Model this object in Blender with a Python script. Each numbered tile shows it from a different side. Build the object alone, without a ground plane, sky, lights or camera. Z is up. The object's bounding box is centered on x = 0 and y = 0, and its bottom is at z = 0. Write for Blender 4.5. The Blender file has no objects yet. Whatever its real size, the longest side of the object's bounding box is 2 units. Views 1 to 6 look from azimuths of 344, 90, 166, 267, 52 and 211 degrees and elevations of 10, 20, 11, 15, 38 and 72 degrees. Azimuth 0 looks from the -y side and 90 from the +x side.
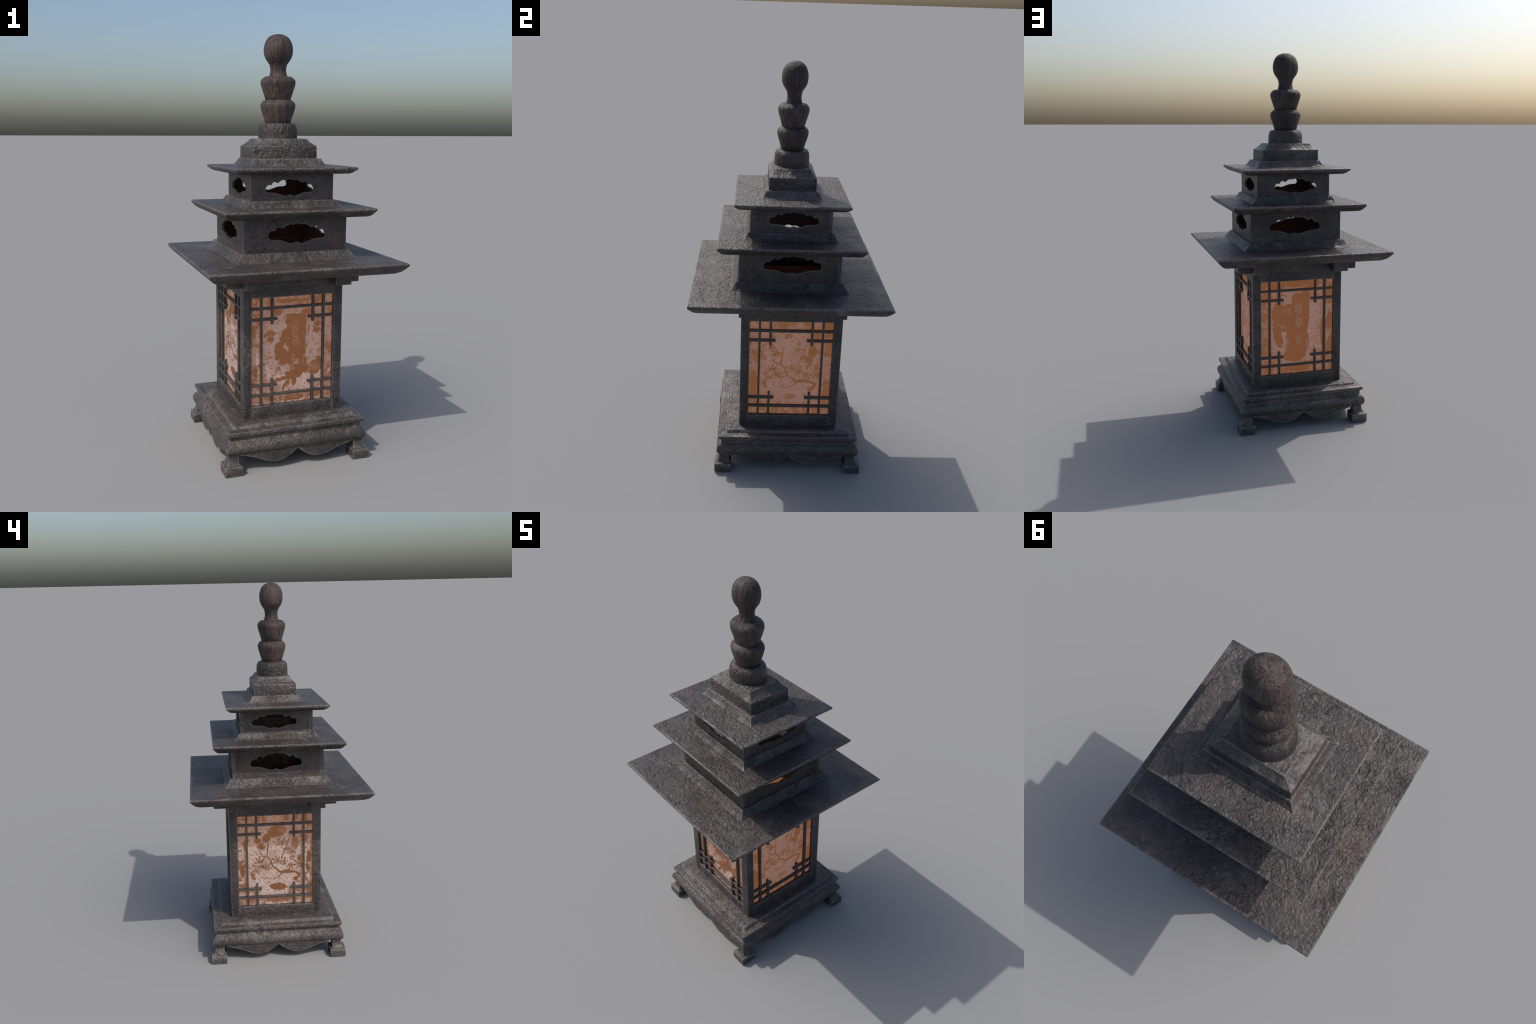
import bpy, bmesh, math, random
from mathutils import Vector, Matrix

random.seed(7)
scene = bpy.context.scene

# ------------------------------------------------------------------ nodes
class Nodes:
    def __init__(self, name):
        self.mat = bpy.data.materials.new(name)
        self.mat.use_nodes = True
        self.nt = self.mat.node_tree
        self.nt.nodes.clear()

    def add(self, kind, **kw):
        n = self.nt.nodes.new(kind)
        for k, v in kw.items():
            setattr(n, k, v)
        return n

    def link(self, a, b):
        self.nt.links.new(a, b)

    def put(self, sock, v):
        if isinstance(v, bpy.types.NodeSocket):
            self.link(v, sock)
        else:
            sock.default_value = v

    def math(self, op, a, b=0.0, c=0.0, clamp=False):
        n = self.add('ShaderNodeMath', operation=op, use_clamp=clamp)
        self.put(n.inputs[0], a)
        self.put(n.inputs[1], b)
        self.put(n.inputs[2], c)
        return n.outputs[0]

    def vmath(self, op, a, b=(0, 0, 0), out=0):
        n = self.add('ShaderNodeVectorMath', operation=op)
        self.put(n.inputs[0], a)
        self.put(n.inputs[1], b)
        return n.outputs[out]

    def scale_vec(self, v, s):
        n = self.add('ShaderNodeVectorMath', operation='SCALE')
        self.put(n.inputs[0], v)
        self.put(n.inputs['Scale'], s)
        return n.outputs[0]

    def mapping(self, v, loc=(0, 0, 0), rot=(0, 0, 0), scale=(1, 1, 1), kind='POINT'):
        n = self.add('ShaderNodeMapping', vector_type=kind)
        self.link(v, n.inputs['Vector'])
        n.inputs['Location'].default_value = loc
        n.inputs['Rotation'].default_value = rot
        n.inputs['Scale'].default_value = scale
        return n.outputs[0]

    def noise(self, v, scale, detail=4, rough=.55, dist=0.0, lac=2.0, out='Fac'):
        n = self.add('ShaderNodeTexNoise')
        self.link(v, n.inputs['Vector'])
        n.inputs['Scale'].default_value = scale
        n.inputs['Detail'].default_value = detail
        n.inputs['Roughness'].default_value = rough
        n.inputs['Lacunarity'].default_value = lac
        n.inputs['Distortion'].default_value = dist
        return n.outputs[out]

    def voronoi(self, v, scale, feature='F1', out='Distance'):
        n = self.add('ShaderNodeTexVoronoi', feature=feature)
        self.link(v, n.inputs['Vector'])
        n.inputs['Scale'].default_value = scale
        return n.outputs[out]

    def step(self, v, lo, hi, a=0.0, b=1.0):
        n = self.add('ShaderNodeMapRange', interpolation_type='SMOOTHSTEP')
        self.put(n.inputs[0], v)
        n.inputs[1].default_value = lo
        n.inputs[2].default_value = hi
        n.inputs[3].default_value = a
        n.inputs[4].default_value = b
        return n.outputs[0]

    def mix(self, f, a, b, blend='MIX'):
        n = self.add('ShaderNodeMix', data_type='RGBA', blend_type=blend)
        self.put(n.inputs[0], f)
        self.put(n.inputs[6], a)
        self.put(n.inputs[7], b)
        return n.outputs[2]

    def bump(self, h, strength, dist, normal=None):
        n = self.add('ShaderNodeBump')
        self.put(n.inputs['Strength'], strength)
        n.inputs['Distance'].default_value = dist
        self.link(h, n.inputs['Height'])
        if normal is not None:
            self.link(normal, n.inputs['Normal'])
        return n.outputs[0]

    def coords(self, vary=True):
        tc = self.add('ShaderNodeTexCoord')
        v = tc.outputs['Object']
        if vary:
            r = self.add('ShaderNodeObjectInfo').outputs['Random']
            off = self.math('MULTIPLY', r, 37.0)
            cmb = self.add('ShaderNodeCombineXYZ')
            self.link(off, cmb.inputs[0])
            self.link(self.math('MULTIPLY', r, 91.0), cmb.inputs[1])
            self.link(self.math('MULTIPLY', r, 53.0), cmb.inputs[2])
            v = self.vmath('ADD', v, cmb.outputs[0])
        return v

    def finish(self, **inputs):
        b = self.add('ShaderNodeBsdfPrincipled')
        for k, v in inputs.items():
            self.put(b.inputs[k.replace('_', ' ')], v)
        o = self.add('ShaderNodeOutputMaterial')
        self.link(b.outputs[0], o.inputs[0])
        return self.mat


def col(*c):
    return (c[0], c[1], c[2], 1.0)


def aged_wood(name, grain=(1, 1, 1), dark=(0.0381, 0.0319, 0.0308), mid=(0.0721, 0.0625, 0.0599),
              pale=(0.1330, 0.1302, 0.1239), dust=.5, relief=1.0, coarse=1.0, wear=.6, red_amount=.5, gloss=.5):
    """Dark brown wood, greyed by dust in patches, with a bumpy, pitted skin and rubbed edges."""
    m = Nodes(name)
    v = m.coords()
    g = m.mapping(v, scale=grain)
    warp = m.vmath('ADD', g, m.scale_vec(m.vmath('SUBTRACT', m.noise(g, 18, 2, out='Color'), (.5, .5, .5)), .035))
    patches = m.noise(v, 6.0, 5, .62)
    blotch = m.noise(warp, 26, 4, .62)
    lumps = m.noise(warp, 80 * coarse, 4, .58, dist=.3)
    dents = m.noise(m.vmath('ADD', warp, (2.7, 6.1, 3.3)), 38 * coarse, 3, .6, dist=.5)
    fine = m.noise(warp, 190, 2, .6)
    pits = m.step(m.noise(m.vmath('ADD', warp, (5.2, 1.7, 9.1)), 84 * coarse, 3, .5), .30, .44)
    pit_here = m.step(m.noise(v, 8, 3), .42, .60)
    pit = m.math('MULTIPLY', m.math('SUBTRACT', 1.0, pits), pit_here)
    cracks = m.step(m.voronoi(warp, 11 * coarse, 'DISTANCE_TO_EDGE'), 0.0, .030)
    crack_here = m.step(m.noise(v, 10, 2), .62, .74)
    crack = m.math('MULTIPLY', m.math('SUBTRACT', 1.0, cracks), crack_here)

    tone = m.math('ADD', m.math('MULTIPLY', m.math('ADD', blotch, dents), .30), m.math('MULTIPLY', lumps, .4))
    base = m.mix(m.step(tone, .40, .58), col(*dark), col(*mid))
    shade = m.step(m.noise(m.vmath('ADD', v, (1.9, 4.1, 8.3)), 4.5, 4, .6), .36, .62)
    base = m.mix(m.math('MULTIPLY', shade, .75), base, col(dark[0] * .85, dark[1] * .84, dark[2] * .86))
    dustmask = m.math('ADD', m.math('MULTIPLY', patches, .75), m.math('MULTIPLY', tone, .50))
    dustmask = m.math('ADD', dustmask, m.math('MULTIPLY', m.math('SUBTRACT', fine, .5), .30))
    dustmask = m.step(dustmask, .86 - .42 * dust, 1.04 - .36 * dust)
    c = m.mix(m.math('MULTIPLY', dustmask, .85), base, col(*pale))
    # reddish bare patches
    red = m.step(m.noise(m.vmath('ADD', v, (3.1, 7.7, 1.3)), 7, 3), .54, .68)
    c = m.mix(m.math('MULTIPLY', red, red_amount), c, col(mid[0] * 1.10, mid[1] * .88, mid[2] * .86))
    # rubbed, paler edges
    if wear > 0:
        bev = m.add('ShaderNodeBevel', samples=4)
        bev.inputs['Radius'].default_value = .009
        geo = m.add('ShaderNodeNewGeometry')
        bend = m.math('SUBTRACT', 1.0, m.vmath('DOT_PRODUCT', bev.outputs[0], geo.outputs['True Normal'], out=1))
        edge = m.step(m.math('MULTIPLY', bend, m.step(tone, .34, .56)), .006, .09)
        c = m.mix(m.math('MULTIPLY', edge, wear), c, col(pale[0] * 1.35, pale[1] * 1.33, pale[2] * 1.33))
    c = m.mix(m.math('MULTIPLY', crack, .6), c, col(.022, .020, .020))
    c = m.mix(m.math('MULTIPLY', pit, .6), c, col(.026, .024, .024))

    h = m.math('ADD', m.math('MULTIPLY', lumps, .75), m.math('MULTIPLY', fine, .10))
    h = m.math('ADD', h, m.math('MULTIPLY', m.step(dents, .32, .62), .32))
    h = m.math('SUBTRACT', h, m.math('MULTIPLY', crack, .5))
    h = m.math('SUBTRACT', h, m.math('MULTIPLY', pit, .35))
    calm = m.step(m.noise(m.vmath('ADD', v, (9.3, 2.2, 4.4)), 9, 3), .38, .60, .35, 1.0)
    n = m.bump(h, m.math('MULTIPLY', calm, min(1.0, .9 * relief)), .0105 * relief)
    rough = m.step(dustmask, 0, 1, .62 - .34 * gloss, .70 - .14 * gloss)
    return m.finish(Base_Color=c, Roughness=rough, Normal=n, Specular_IOR_Level=.25 + .5 * gloss)


GLOW = (.172, .066, .0245)


def painted_panel(name, strokes, holes, edge_paint=.45, seed=0.0, wave=1.0, sprays=(), lines=(), bite=.5):
    """Lit paper: everything glows orange, bare paper adds pale diffuse white;
    strokes are ellipses (x, z, half length, half width, angle) of dark paint."""
    m = Nodes(name)
    tc = m.add('ShaderNodeTexCoord').outputs['Object']
    off = m.vmath('ADD', tc, (seed, seed * .37, seed * 1.7))
    w1 = m.scale_vec(m.vmath('SUBTRACT', m.noise(off, 34, 3, .6, out='Color'), (.5, .5, .5)), .010)
    w2 = m.scale_vec(m.vmath('SUBTRACT', m.noise(off, 120, 2, .6, out='Color'), (.5, .5, .5)), .006)
    p = m.vmath('ADD', m.vmath('ADD', tc, w1), w2)
    p = m.vmath('MULTIPLY', p, (1, 0, 1))

    def union(lst):
        acc = None
        for (x, z, a, b, ang) in lst:
            q = m.mapping(p, (x, 0, z), (0, -math.radians(ang), 0), (a, 1, b), 'TEXTURE')
            d = m.math('MULTIPLY_ADD', m.vmath('LENGTH', q, out=1), b, -b)
            acc = d if acc is None else m.math('MINIMUM', acc, d)
        return acc

    rag = m.math('SUBTRACT', m.noise(off, 85, 5, .72), .5)
    shape = union(strokes)
    if sprays:
        # leaf sprays: fold space onto the nearest spray node, then draw one pointed star there
        best, near = None, None
        for (x, z) in sprays:
            q = m.vmath('SUBTRACT', p, (x, 0, z))
            l = m.vmath('LENGTH', q, out=1)
            if best is None:
                best, near = l, q
                continue
            closer = m.math('LESS_THAN', l, best)
            mx = m.add('ShaderNodeMix', data_type='VECTOR')
            m.put(mx.inputs[0], closer)
            m.put(mx.inputs[4], near)
            m.put(mx.inputs[5], q)
            near = mx.outputs[1]
            best = m.math('MINIMUM', l, best)
        sp = m.add('ShaderNodeSeparateXYZ')
        m.link(near, sp.inputs[0])
        turn = m.vmath('DOT_PRODUCT', m.vmath('SUBTRACT', p, near), (310.0, 0, 170.0), out=1)
        theta = m.math('ARCTAN2', sp.outputs[2], sp.outputs[0])
        spike = m.math('ABSOLUTE', m.math('COSINE', m.math('MULTIPLY_ADD', theta, 4.0, turn)))
        spike = m.math('POWER', spike, 2.6)
        lopsided = m.math('MULTIPLY_ADD', m.math('COSINE', m.math('MULTIPLY_ADD', turn, 2.3, theta)), .45, .80)
        reach = m.math('MULTIPLY', m.math('MULTIPLY_ADD', spike, .026, .005), lopsided)
        star = m.math('MULTIPLY', m.math('SUBTRACT', best, reach), .5)
        shape = m.math('MINIMUM', shape, star)
    shape = m.math('MULTIPLY_ADD', rag, .034, shape)
    if lines:
        shape = m.math('MINIMUM', shape, m.math('MULTIPLY_ADD', rag, .010, union(lines)))
    figure = m.step(shape, -.0012, .0022, 1.0, 0.0)
    if holes:
        cut = m.step(union(holes), -.003, .003, 1.0, 0.0)
        speck = m.step(m.noise(m.mapping(off, scale=(1, 1, 1.6)), 105, 4, .65), .40, .66)
        figure = m.math('MULTIPLY', figure, m.math('SUBTRACT', 1.0, m.math('MULTIPLY', m.math('MULTIPLY', cut, speck), bite)))
    # stained border and drifting blots
    sx = m.add('ShaderNodeSeparateXYZ')
    m.link(tc, sx.inputs[0])
    ex = m.math('SUBTRACT', .204, m.math('ABSOLUTE', sx.outputs[0]))
    ez = m.math('SUBTRACT', .262, m.math('ABSOLUTE', sx.outputs[2]))
    edge = m.step(m.math('MINIMUM', ex, ez), .02, .085, 1.0, 0.0)
    blot = m.noise(off, 19, 5, .62, dist=.6)
    blot = m.math('ADD', blot, m.math('MULTIPLY', m.math('SUBTRACT', m.noise(off, 90, 3), .5), .25))
    blot = m.math('ADD', blot, m.math('MULTIPLY', edge, edge_paint * .30))
    blot = m.math('SUBTRACT', blot, .035)
    stain = m.math('MAXIMUM', m.step(blot, .545, .62), m.math('MULTIPLY', m.step(m.noise(off, 70, 5, .68), .515, .61), .75))
    soft = m.step(m.noise(off, 9, 4), .35, .75, 0.0, .35)
    paint = m.math('MAXIMUM', figure, m.math('MULTIPLY', stain, .9))
    paint = m.math('MAXIMUM', paint, soft)
    paper = m.mix(m.noise(off, 60, 3), col(.285, .282, .287), col(.335, .330, .335))
    c = m.mix(paint, paper, col(.012, .008, .006))
    h = m.noise(off, 55, 3, .5, dist=1.6)
    n = m.bump(h, .5 * wave, .006)
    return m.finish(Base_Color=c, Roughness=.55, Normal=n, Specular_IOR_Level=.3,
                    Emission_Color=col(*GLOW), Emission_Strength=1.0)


# ------------------------------------------------------------------ mesh helpers
def new_object(name, mesh, mat=None, parent=None, loc=(0, 0, 0), rot=(0, 0, 0)):
    ob = bpy.data.objects.new(name, mesh)
    scene.collection.objects.link(ob)
    if mat:
        mesh.materials.clear()
        mesh.materials.append(mat)
    if parent:
        ob.parent = parent
    ob.location = loc
    ob.rotation_euler = rot
    return ob


def copy_object(src, parent=None, loc=None, rot=None):
    ob = src.copy()
    scene.collection.objects.link(ob)
    if parent:
        ob.parent = parent
    if loc is not None:
        ob.location = loc
    if rot is not None:
        ob.rotation_euler = rot
    return ob


def smooth_by_angle(mesh, deg=32):
    bm = bmesh.new()
    bm.from_mesh(mesh)
    lim = math.radians(deg)
    for f in bm.faces:
        f.smooth = True
    for e in bm.edges:
        if len(e.link_faces) == 2:
            e.smooth = e.calc_face_angle(0) < lim
        else:
            e.smooth = False
    bm.to_mesh(mesh)
    bm.free()


def finish_mesh(name, bm, bevel=0.0, segs=2, deg=32, bevel_angle=25):
    bmesh.ops.remove_doubles(bm, verts=bm.verts, dist=1e-6)
    bmesh.ops.recalc_face_normals(bm, faces=bm.faces)
    if bevel > 0:
        lim = math.radians(bevel_angle)
        es = [e for e in bm.edges if len(e.link_faces) == 2 and e.calc_face_angle(0) > lim]
        bmesh.ops.bevel(bm, geom=es, offset=bevel, segments=segs, profile=.5,
                        affect='EDGES', clamp_overlap=True)
    me = bpy.data.meshes.new(name)
    bm.to_mesh(me)
    bm.free()
    smooth_by_angle(me, deg)
    return me


def rect_loft(name, rings, closed=False, cap_bottom=True, cap_top=True, bevel=.002, segs=2, deg=32):
    """Loft through rectangles (half x, half y, z)."""
    bm = bmesh.new()
    loops = []
    for hx, hy, z in rings:
        loops.append([bm.verts.new((sx * hx, sy * hy, z)) for sx, sy in ((-1, -1), (1, -1), (1, 1), (-1, 1))])
    n = len(loops)
    for i in range(n if closed else n - 1):
        a, b = loops[i], loops[(i + 1) % n]
        for k in range(4):
            bm.faces.new((a[k], a[(k + 1) % 4], b[(k + 1) % 4], b[k]))
    if not closed:
        if cap_bottom:
            bm.faces.new(loops[0][::-1])
        if cap_top:
            bm.faces.new(loops[-1])
    return finish_mesh(name, bm, bevel, segs, deg)


def box(name, x0, x1, y0, y1, z0, z1, bevel=.0025, segs=2):
    bm = bmesh.new()
    vs = [bm.verts.new((x, y, z)) for x in (x0, x1) for y in (y0, y1) for z in (z0, z1)]
    for f in ((0, 1, 3, 2), (4, 6, 7, 5), (0, 4, 5, 1), (2, 3, 7, 6), (0, 2, 6, 4), (1, 5, 7, 3)):
        bm.faces.new([vs[i] for i in f])
    return finish_mesh(name, bm, bevel, segs)


def smooth_profile(pts, n=6):
    """Catmull-Rom through (r, z) points."""
    out = []
    P = [pts[0]] + list(pts) + [pts[-1]]
    for i in range(1, len(P) - 2):
        p0, p1, p2, p3 = P[i - 1:i + 3]
        for k in range(n):
            t = k / n
            out.append(tuple(.5 * (2 * b + (c - a) * t + (2 * a - 5 * b + 4 * c - d) * t * t
                                   + (3 * b - a - 3 * c + d) * t ** 3) for a, b, c, d in zip(p0, p1, p2, p3)))
    out.append(tuple(pts[-1]))
    return out


def lathe(name, prof, segs=48, flat=.885, deg=40):
    """Turned piece; slightly flattened front to back (y)."""
    bm = bmesh.new()
    rings = []
    for r, z in prof:
        if r < 1e-4:
            rings.append([bm.verts.new((0, 0, z))])
        else:
            rings.append([bm.verts.new((r * math.cos(2 * math.pi * k / segs),
                                        flat * r * math.sin(2 * math.pi * k / segs), z)) for k in range(segs)])
    for a, b in zip(rings, rings[1:]):
        for k in range(segs):
            j = (k + 1) % segs
            if len(a) == 1 and len(b) == 1:
                continue
            if len(a) == 1:
                bm.faces.new((a[0], b[j], b[k]))
            elif len(b) == 1:
                bm.faces.new((a[k], a[j], b[0]))
            else:
                bm.faces.new((a[k], a[j], b[j], b[k]))
    if len(rings[0]) > 1:
        bm.faces.new(rings[0][::-1])
    if len(rings[-1]) > 1:
        bm.faces.new(rings[-1])
    return finish_mesh(name, bm, 0, deg=deg)


def cut_plate(name, outline, hole, thick, bevel=.0):
    """Flat plate in x-z with an optional hole; front face at y = 0, thickness towards +y."""
    cu = bpy.data.curves.new(name, 'CURVE')
    cu.dimensions = '2D'
    cu.fill_mode = 'BOTH'
    cu.extrude = thick / 2
    for pts in (outline, hole):
        if not pts:
            continue
        s = cu.splines.new('POLY')
        s.points.add(len(pts) - 1)
        for q, (x, z) in zip(s.points, pts):
            q.co = (x, z, 0, 1)
        s.use_cyclic_u = True
    tmp = bpy.data.objects.new(name, cu)
    scene.collection.objects.link(tmp)
    dg = bpy.context.evaluated_depsgraph_get()
    me = bpy.data.meshes.new_from_object(tmp.evaluated_get(dg))
    bpy.data.objects.remove(tmp)
    bpy.data.curves.remove(cu)
    me.transform(Matrix.Translation((0, thick / 2, 0)) @ Matrix.Rotation(math.pi / 2, 4, 'X'))
    bm = bmesh.new()
    bm.from_mesh(me)
    bpy.data.meshes.remove(me)
    return finish_mesh(name, bm, bevel, 2, 40, 60)


# ------------------------------------------------------------------ materials
wood = aged_wood('aged_wood', dark=(.046, .038, .036), mid=(.088, .074, .070), pale=(.150, .144, .135), dust=.54, wear=.75)
roof_wood = aged_wood('roof_wood', dust=.52, relief=1.15, coarse=.95, wear=.9, dark=(.040, .033, .032), mid=(.076, .064, .061),
                      pale=(.136, .131, .125))
frame_wood = aged_wood('frame_wood', dust=.42, relief=.9, dark=(.041, .034, .033), mid=(.077, .066, .064), red_amount=.6)
turned_wood = aged_wood('turned_wood', grain=(1, 1, .10), dust=.20, dark=(.030, .023, .021), mid=(.082, .063, .058), relief=1.05,
                        coarse=1.7, wear=.25, red_amount=.75, gloss=.15)
drum_wood = aged_wood('drum_wood', grain=(1, 1, .6), dust=.45, dark=(.034, .028, .027), mid=(.074, .061, .057), relief=1.2, gloss=.3)
lattice_wood = aged_wood('lattice_wood', dust=.34, relief=.5, dark=(.036, .030, .028), mid=(.066, .056, .053), wear=.4)

inner = Nodes('glow_tinted_inner_wood')
iv = inner.coords()
inner_wood = inner.finish(Base_Color=inner.mix(inner.noise(iv, 30, 4), col(.040, .014, .005), col(.075, .027, .009)), Roughness=.7)  # dim orange lantern glow inside the storeys, tinted into the base colour

# ------------------------------------------------------------------ the lantern
root = bpy.data.objects.new('pagoda_lantern', None)
scene.collection.objects.link(root)
root.rotation_euler = (0, 0, math.radians(1.2))
root['label'] = 'dark weathered wooden pagoda lantern with glowing painted panels'
root['category'] = 'lantern'

BASE = Vector((-.0088, .020, 0))
BODY = Vector((-.0010, .0200, 0))
UPPER = Vector((.0025, 0, 0))
TOP = Vector((-.004, .001, 0))

# ---- moulded base on four feet
DY = .0093           # the base is a little deeper than wide
prof = [(.300, .094), (.318, .090), (.330, .0885), (.3405, .0945), (.3470, .104), (.3494, .117), (.3475, .130),
        (.3420, .141), (.3350, .1485), (.3280, .153), (.3265, .163), (.3275, .172), (.3330, .1790), (.3388, .1797),
        (.3394, .1965), (.3080, .1990)]
rings = [(a, a + DY, z) for a, z in prof]
rings += [(.3045, .3095, .2005), (.3030, .3075, .2080), (.2985, .3030, .2125), (.2400, .2420, .2132)]
base = new_object('base', rect_loft('base', rings, bevel=.0016, segs=2, deg=28), wood, root, BASE)

foot_prof = [  # outer inset, inner extent from the outer corner, z
    (0, .084, 0), (0, .084, .0425), (.0020, .0805, .0455), (.0075, .0760, .0468), (.0115, .0725, .0490), (.0150, .0718, .0530),
    (.0185, .0714, .0590), (.0220, .0712, .0670), (.0240, .0712, .0770), (.0240, .0715, .0880), (.0200, .0740, .100)]
bm = bmesh.new()
loops = []
for o, i, z in foot_prof:
    loops.append([bm.verts.new((x, y, z)) for x, y in ((-o, -o), (-i, -o), (-i, -i), (-o, -i))])
for a, b in zip(loops, loops[1:]):
    for k in range(4):
        bm.faces.new((a[k], a[(k + 1) % 4], b[(k + 1) % 4], b[k]))
bm.faces.new(loops[0][::-1])
bm.faces.new(loops[-1])
foot_mesh = finish_mesh('foot', bm, .0014, 2, 36, 50)
foot = None
for k in range(4):
    sx, sy = ((1, 1), (-1, 1), (-1, -1), (1, -1))[k]
    loc = (sx * .3590, sy * .3687, 0)
    rot = (0, 0, k * math.pi / 2)
    foot = new_object('foot', foot_mesh, wood, base, loc, rot) if foot is None else copy_object(foot, base, loc, rot)

half = [(.280, .0870), (.262, .0835), (.235, .0765), (.205, .0665), (.175, .0545), (.150, .0445), (.128, .0385)]
for i in range(13):                      # rounded lobe up to the middle cusp
    t = i / 12
    half.append((.108 - .105 * t, .0365 + .0490 * t ** 1.9))
outline = [(.280, .100)] + half + [(-x, z) for x, z in reversed(half)] + [(-.280, .100)]
apron_mesh = cut_plate('apron', outline, None, .022, .0015)
apron = None
for k, off in enumerate((.3470, .3380, .3470, .3380)):
    ang = k * math.pi / 2
    loc = Matrix.Rotation(ang, 3, 'Z') @ Vector((0, -off, 0))
    apron = new_object('apron', apron_mesh, wood, base, loc, (0, 0, ang)) if apron is None \
        else copy_object(apron, base, loc, (0, 0, ang))

# ---- lantern chamber: posts, rails, lattice windows
H, W = .2476, .2040          # face distance, half opening
Z0, Z1, ZB, ZT = .2132, .2720, .7965, .8600
post = None
for k in range(4):
    sx, sy = ((-1, -1), (1, -1), (1, 1), (-1, 1))[k]
    if post is None:
        post = new_object('corner_post', box('corner_post', -(H - W) / 2, (H - W) / 2, -(H - W) / 2, (H - W) / 2,
                                             Z0, ZT, .0012), frame_wood, root)
    else:
        post = copy_object(post, root)
    post.location = BODY + Vector((sx * (H + W) / 2, sy * (H + W) / 2, 0))
    post.rotation_euler = (0, 0, k * math.pi / 2)
for z0, z1 in ((Z0, Z1), (ZB, ZT)):
    me = box('rail', -W, W, -H + .0004, -W, z0, z1, .001)
    rail = None
    for k in range(4):
        rail = new_object('rail', me, frame_wood, root) if rail is None else copy_object(rail, root)
        rail.location = BODY
        rail.rotation_euler = (0, 0, k * math.pi / 2)

# motifs on the paper, as seen from outside; panel coordinates x (right), z (up) from the panel centre
creature_strokes = [
    # raised neck and back
    (-.010, .145, .023, .029, 0), (.019, .156, .054, .017, 0), (.057, .135, .018, .038, 0), (.054, .084, .018, .052, 0),
    (.052, .027, .019, .042, 0), (-.007, .103, .019, .017, 0), (-.033, .063, .043, .023, 62), (-.057, .053, .008, .012, 0),
    (.020, .090, .034, .062, 0), (.016, .020, .040, .050, 0),
    # shaggy front
    (-.062, .016, .021, .020, 0), (-.073, -.009, .015, .019, 0), (-.052, -.020, .032, .028, 0), (-.073, -.039, .014, .014, 0),
    (-.039, -.054, .027, .020, 0), (-.003, -.034, .028, .043, 0), (.028, -.028, .023, .026, 0), (.048, -.015, .023, .038, 0),
    # hind part and tail
    (.056, -.068, .022, .037, 0), (.032, -.104, .040, .028, 0), (.007, -.128, .043, .023, 0), (.068, -.103, .023, .022, 0),
    (-.051, -.143, .046, .009, 15), (-.027, -.170, .033, .009, 58), (.013, -.155, .013, .028, 0),
    # clouds around
    (.123, -.094, .033, .029, 0), (.113, -.122, .029, .014, 0), (.139, -.069, .013, .024, 0), (-.105, .083, .023, .016, 0),
    (-.107, .058, .017, .017, 0), (-.126, .076, .012, .008, 0), (-.107, .036, .008, .004, 0), (.129, .115, .017, .017, 0),
    (.124, .087, .018, .017, 0), (.085, .095, .004, .017, 0), (.076, .180, .027, .013, 0), (-.072, .187, .022, .016, 0),
    (-.006, .237, .072, .011, 0), (.009, -.241, .048, .016, 0), (-.190, .099, .011, .037, 0), (-.182, -.096, .013, .028, 0)]
creature_holes = [(.014, .101, .018, .044, 0), (.021, .035, .016, .035, 0), (.010, -.050, .011, .024, 0), (-.003, -.091, .010, .023, 60),
                  (-.021, .001, .008, .017, 0), (-.105, .074, .012, .007, 0), (.127, .101, .006, .012, 0), (.060, -.055, .004, .029, 0),
                  (.120, -.095, .026, .020, 0), (.009, -.238, .030, .008, 0)]
mass_strokes = [
    (.010, .060, .050, .120, 0), (-.070, .050, .045, .080, 20), (.000, -.110, .060, .080, 0),
    (.010, .150, .041, .040, 0), (.049, .171, .027, .032, 0), (.052, .076, .022, .112, 0), (.004, .032, .037, .079, 0),
    (-.107, .080, .031, .063, 0), (-.110, -.015, .025, .063, 0), (-.062, .108, .032, .019, 40), (-.013, -.054, .045, .064, 0),
    (.031, -.090, .042, .077, 0), (-.013, -.163, .064, .036, 0), (-.097, -.079, .021, .032, 0), (.150, -.035, .013, .088, 0),
    (.188, .026, .016, .049, 0), (.190, -.120, .017, .049, 0), (.001, .244, .087, .020, 0), (-.004, -.236, .073, .018, 0),
    (-.180, -.192, .008, .008, 0), (-.178, .240, .018, .018, 0), (-.124, .240, .019, .018, 0)]
mass_holes = [(.010, .103, .022, .039, 0), (.014, .031, .021, .040, 0), (.012, -.072, .018, .029, 0), (-.054, .084, .011, .031, 70),
              (-.089, .007, .011, .032, 70), (-.053, -.083, .013, .024, 0), (.060, -.117, .008, .049, 0)]


def stroke(pts, w0, w1):
    out = []
    for i, ((x0, z0), (x1, z1)) in enumerate(zip(pts, pts[1:])):
        t = i / max(1, len(pts) - 2)
        l = math.hypot(x1 - x0, z1 - z0) / 2
        w = w0 + (w1 - w0) * t
        out.append(((x0 + x1) / 2, (z0 + z1) / 2, l + w * 1.5, w * 1.25, math.degrees(math.atan2(z1 - z0, x1 - x0))))
    return out


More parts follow.
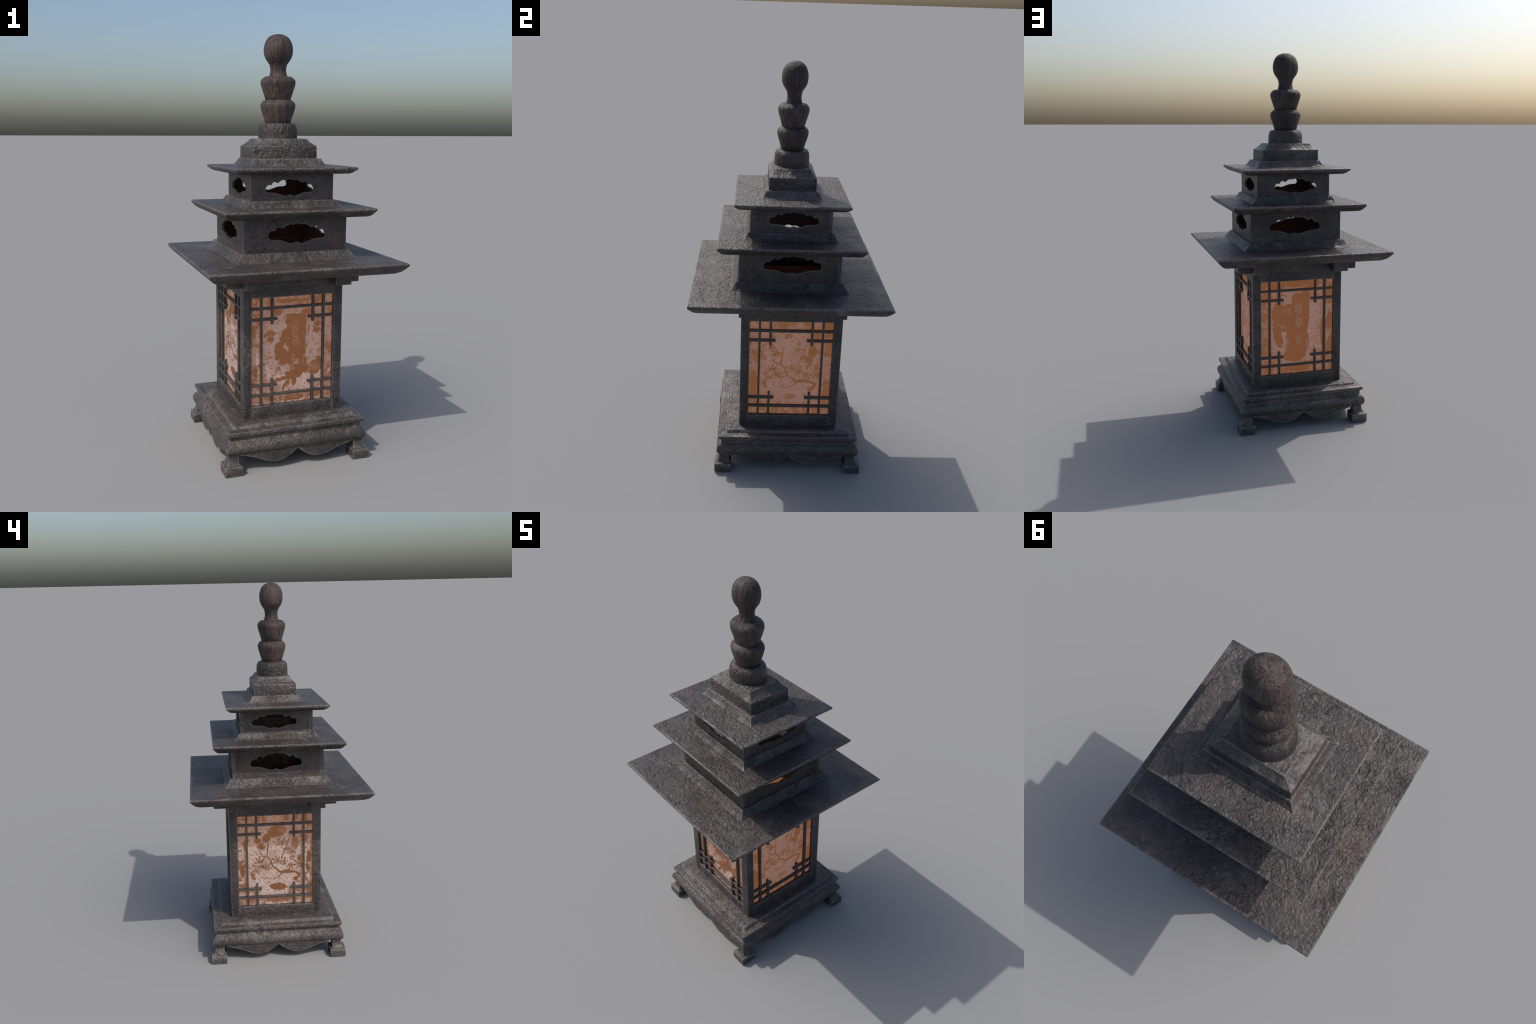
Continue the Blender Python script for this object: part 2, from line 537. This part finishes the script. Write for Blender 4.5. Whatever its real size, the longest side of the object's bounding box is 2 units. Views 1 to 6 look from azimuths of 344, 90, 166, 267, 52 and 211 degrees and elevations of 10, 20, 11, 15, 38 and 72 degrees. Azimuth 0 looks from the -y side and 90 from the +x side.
leaf_sprays = [(.034, .100), (.062, .066), (.085, .034), (.017, -.006), (.081, -.032), (.046, -.024), (-.055, -.046),
               (-.092, -.012), (.098, .020), (-.108, -.062), (-.068, .070), (.134, -.028)]
branch_lines = (
    stroke([(.115, -.122), (.131, -.093), (.112, -.078), (.073, -.072), (.035, -.077), (.003, -.053), (-.016, -.036),
            (-.025, -.002), (-.044, .022), (-.068, .023), (-.088, .053)], .0062, .0022)
    + stroke([(.035, -.079), (.015, -.101), (-.021, -.111), (-.072, -.103)], .0022, .0014)
    + stroke([(.029, -.014), (.045, .038), (.059, .073), (.081, .129)], .0022, .0022)
    + stroke([(-.040, .110), (-.043, .020)], .0030, .0030)
)
tree_strokes = ([(.109, .091, .022, .036, 0), (.092, .048, .027, .012, -35), (.132, .006, .012, .020, 0), (.142, -.038, .009, .017, 0),
       (-.094, .112, .018, .016, 0), (-.074, .081, .021, .015, -30), (-.090, -.010, .025, .007, 10), (-.120, -.030, .012, .010, 0),
       (-.072, -.037, .015, .012, 0), (-.108, -.060, .020, .011, 0), (-.126, -.082, .013, .017, 0), (-.120, -.106, .010, .008, 0),
       (-.017, .173, .018, .014, 0), (.062, -.072, .027, .010, 0), (.110, -.115, .012, .012, 0)])
tree_border = [(.003, .240, .033, .014, 0), (.008, -.164, .030, .016, 0), (-.180, -.083, .020, .069, 0), (.188, -.080, .014, .016, 0),
               (.188, -.116, .016, .011, 0), (.182, .235, .023, .021, 0), (.186, .183, .023, .016, 0), (.129, .182, .019, .014, 0),
               (-.184, .085, .011, .017, 0)]
tree_holes = [(-.017, .173, .014, .010, 0), (.008, -.164, .034, .020, 0), (.003, .240, .035, .014, 0), (-.085, .098, .022, .018, 0),
              (.120, .020, .020, .050, 0), (-.105, -.050, .030, .045, 0)]
cloud_extra = [(.011, .166, .055, .032, 15), (-.046, .129, .030, .022, 60), (.014, -.159, .048, .021, -5), (.186, .009, .014, .037, 0),
               (.178, -.051, .011, .023, 0), (-.182, -.061, .014, .038, 0), (-.163, .087, .010, .030, 0), (.000, -.235, .060, .018, 0)]
cloud_holes = [(.050, .175, .030, .022, 0), (-.105, -.050, .030, .045, 0), (.110, .060, .035, .060, 0), (.000, -.235, .060, .018, 0)]

panel_mats = [painted_panel('creature_paper', creature_strokes, creature_holes, .35, 3.0, .8),
              painted_panel('tree_paper', tree_strokes + tree_border, tree_holes, .40, 11.0, .5, leaf_sprays, branch_lines, .6),
              painted_panel('clouded_creature_paper', mass_strokes, mass_holes, .45, 23.0, .8),
              painted_panel('clouded_tree_paper', tree_strokes + cloud_extra, cloud_holes, .35, 31.0, 1.6, leaf_sprays, branch_lines, .5)]

ZC = (Z1 + ZB) / 2
BW = .0100               # bar width
bar_meshes = {
    'upright': box('lattice_bar', -BW / 2, BW / 2, 0, .0186, Z1 - ZC, ZB - ZC, .0012),
    'crossbar': box('lattice_bar', -W, W, .0014, .0178, -.0057, .0057, .0012),
    'short_upright': box('lattice_bar', -.0056, .0056, .0003, .0182, -.065, .065, .0018),
    'short_crossbar': box('lattice_bar', -.0636, .0636, .0017, .0174, -.0062, .0062, .0018),
}
bars = []   # kind, x, z (from the panel centre)
for s in (-1, 1):
    bars.append(('upright', s * .1550, 0))
    bars.append(('short_upright', s * .1020, ZB - .065 - ZC))
    bars.append(('short_upright', s * .1020, Z1 + .065 - ZC))
    bars.append(('short_crossbar', s * .1404, .6915 - ZC))
    bars.append(('short_crossbar', s * .1404, .3715 - ZC))
bars.append(('crossbar', 0, .7435 - ZC))
bars.append(('crossbar', 0, .3230 - ZC))

PANEL_IN = .0190
panel_mesh = box('paper_panel', -W, W, 0, .004, Z1 - ZC - .002, ZB - ZC + .002, 0)
for k in range(4):
    ang = k * math.pi / 2
    R = Matrix.Rotation(ang, 3, 'Z')
    loc = BODY + R @ Vector((0, -(H - PANEL_IN), 0)) + Vector((0, 0, ZC))
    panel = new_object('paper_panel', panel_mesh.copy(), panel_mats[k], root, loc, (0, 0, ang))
    for kind, x, z in bars:
        new_object('lattice_bar', bar_meshes[kind], lattice_wood, panel,
                   (x, -(PANEL_IN - .0012), z))

# ---- crossing bracket beams under the big roof
def bracket(drop, reach):
    """Beam along one face; its two thick ends stick out past the corners."""
    bm = bmesh.new()
    for x0, x1, y1, y0 in ((-reach, -.2475, -.177, -.257), (-.2475, .2475, -.2062, -.257), (.2475, reach, -.177, -.257)):
        vs = [bm.verts.new((x, y, z)) for x in (x0, x1) for y in (y0 + drop, y1 - drop) for z in (.8503 - drop, .9142 - drop)]
        for f in ((0, 1, 3, 2), (4, 6, 7, 5), (0, 4, 5, 1), (2, 3, 7, 6), (0, 2, 6, 4), (1, 5, 7, 3)):
            bm.faces.new([vs[i] for i in f])
    ends = [e for e in bm.edges if all(abs(abs(v.co.x) - reach) < 1e-5 for v in e.verts)]
    bmesh.ops.bevel(bm, geom=ends, offset=.0065, segments=3, profile=.5, affect='EDGES')
    return finish_mesh('bracket_beam', bm, 0)


beam_a, beam_b = bracket(0, .329), bracket(.0006, .3285)
for k in range(4):
    new_object('bracket_beam', beam_a if k % 2 else beam_b, frame_wood, root, (-.0010, .018, 0), (0, 0, k * math.pi / 2))


# ---- three roofs, each with a hollow flared skirt that carries the storey above
def roof(tip, under_z, under_in, skirt_foot, skirt_top, hole, centre):
    hx, hy, z = tip
    z += .0022                          # the rounded lip peaks just above the tip line
    ux, uy = hx - under_in, hy - under_in
    dz = z - under_z
    fx, fy, fz = skirt_foot
    tx, ty, tz = skirt_top
    rings = [(hole[0], hole[1], under_z), (ux - .01, uy - .01, under_z), (ux, uy, under_z + .0008),
             (hx - under_in * .56, hy - under_in * .56, under_z + dz * .24),
             (hx - under_in * .26, hy - under_in * .26, under_z + dz * .52),
             (hx - .0030, hy - .0030, z - .0135), (hx - .0004, hy - .0004, z - .0090), (hx, hy, z - .0055),
             (hx - .0013, hy - .0013, z - .0020), (hx - .0050, hy - .0050, z + .0004),
             ((hx + fx) / 2, (hy + fy) / 2, z + (fz - z) * .35), (fx, fy, fz)]
    for t, s in ((.25, .14), (.5, .36), (.75, .66), (.93, .95)):
        rings.append((fx + (tx - fx) * t, fy + (ty - fy) * t, fz + (tz - fz) * s))
    rings += [(tx, ty, tz), (hole[0], hole[1], tz)]
    return new_object('roof', rect_loft('roof', rings, closed=True, bevel=0, deg=24), roof_wood, root, centre)


R0 = Vector((.0008, 0, 0))
roof((.4658, .4666, .9634), .9132, .0480, (.2930, .2830, .9700), (.2605, .2525, 1.0075), (.2385, .2295), R0)
roof((.3600, .3412, 1.2040), 1.1666, .0300, (.2365, .2200, 1.2090), (.2110, .2010, 1.2385), (.1895, .1795), R0 + Vector((.0006, 0, 0)))
roof((.2936, .2668, 1.3885), 1.3598, .0310, (.1920, .1430, 1.3945), (.1670, .1210, 1.4270), (.03, .03), Vector((.0019, 0, 0)))

# ---- pierced storeys
right = [(0, 1.0), (.07, .985), (.13, .935), (.16, .93), (.22, .95), (.32, .94), (.42, .86), (.48, .775), (.52, .775),
         (.58, .82), (.66, .84), (.71, .79), (.75, .67), (.78, .655), (.88, .665), (.95, .60), (1.0, .45), (.995, .33),
         (.95, .24), (.85, .21), (.68, .21), (.55, .175), (.41, .10), (.30, .04), (.187, 0), (.12, .01), (.06, .045), (0, .07)]
cloud = right + [(-x, z) for x, z in reversed(right[1:-1])]


def storey(hx, hy, z0, z1, win_z0, win_z1, wins, thick=.012):
    """wins: (half width, shift) for the front, right, back and left walls, shift to the viewer's right."""
    for k, (hw, sh) in enumerate(wins):
        ang = k * math.pi / 2
        along, out = (hx, hy) if k % 2 == 0 else (hy - thick, hx)
        hole = [(sh + x * hw, win_z0 + (win_z1 - win_z0) * z) for x, z in cloud]
        rect = [(-along, z0), (along, z0), (along, z1), (-along, z1)]
        me = cut_plate('storey_wall', rect, hole, thick)
        loc = UPPER + Matrix.Rotation(ang, 3, 'Z') @ Vector((0, -out, 0))
        wall = new_object('storey_wall', me, frame_wood, root, loc, (0, 0, ang))
        me.materials.append(inner_wood)
        for f in me.polygons:
            if f.normal.y > .5:
                f.material_index = 1


storey(.2497, .2410, 1.0065, 1.1680, 1.0465, 1.1390, ((.1405, .005), (.1365, .010), (.1405, -.005), (.1365, -.010)))
storey(.2010, .1910, 1.2378, 1.3610, 1.2603, 1.3378, ((.1180, -.013), (.1180, .011), (.1180, .013), (.1180, -.011)))

# ---- cap block
cap = [(.157, .1112, 1.426), (.1555, .1110, 1.4845), (.1535, .1095, 1.4870), (.1480, .1060, 1.4890), (.1385, .0990, 1.4950),
       (.1280, .0920, 1.5040), (.1190, .0870, 1.5135), (.1150, .0850, 1.5192)]
new_object('cap_block', rect_loft('cap_block', cap, bevel=.0012, deg=26), roof_wood, root, TOP)

# ---- turned finial
drum = smooth_profile([(.0948, 1.517), (.0948, 1.540), (.0940, 1.560), (.0915, 1.574), (.0860, 1.585), (.0780, 1.5905)], 4) + [(.04, 1.592)]
finial = new_object('finial', lathe('finial', drum), drum_wood, root, Vector((-.0055, 0, 0)))


def cup(z0, z1, r0, r1):
    """Tapered cup: straight flare, short upright rim, chamfer to a flat top."""
    h = z1 - z0
    rim = z0 + .655 * h
    return [(r0 - .004, z0 - .004), (r0, z0), (r0 + .30 * (r1 - r0), z0 + .22 * h), (r0 + .86 * (r1 - r0), rim - .085 * h),
            (r1 - .0012, rim), (r1, rim + .05 * h), (r1, rim + .13 * h), (r1 - .0015, rim + .18 * h), (r1 - .0065, rim + .245 * h),
            (r1 - .0140, rim + .305 * h), (r1 - .0185, rim + .330 * h), (r1 - .025, rim + .343 * h), (.030, z1)]


new_object('finial_cup', lathe('finial_cup', cup(1.5905, 1.7000, .0605, .0842)), turned_wood, finial)
new_object('finial_cup', lathe('finial_cup', cup(1.6990, 1.8070, .0605, .0838)), turned_wood, finial)
ball = smooth_profile([(.0455, 1.8045), (.0420, 1.8140), (.0385, 1.8280), (.0380, 1.8400), (.0398, 1.8530), (.0430, 1.8630),
                       (.0520, 1.8760), (.0610, 1.8890), (.0672, 1.9050), (.0697, 1.9230), (.0685, 1.9430), (.0630, 1.9620),
                       (.0530, 1.9790), (.0390, 1.9910), (.0210, 1.9985)], 5) + [(0.0, 2.0002)]
new_object('finial_ball', lathe('finial_ball', ball), turned_wood, finial)
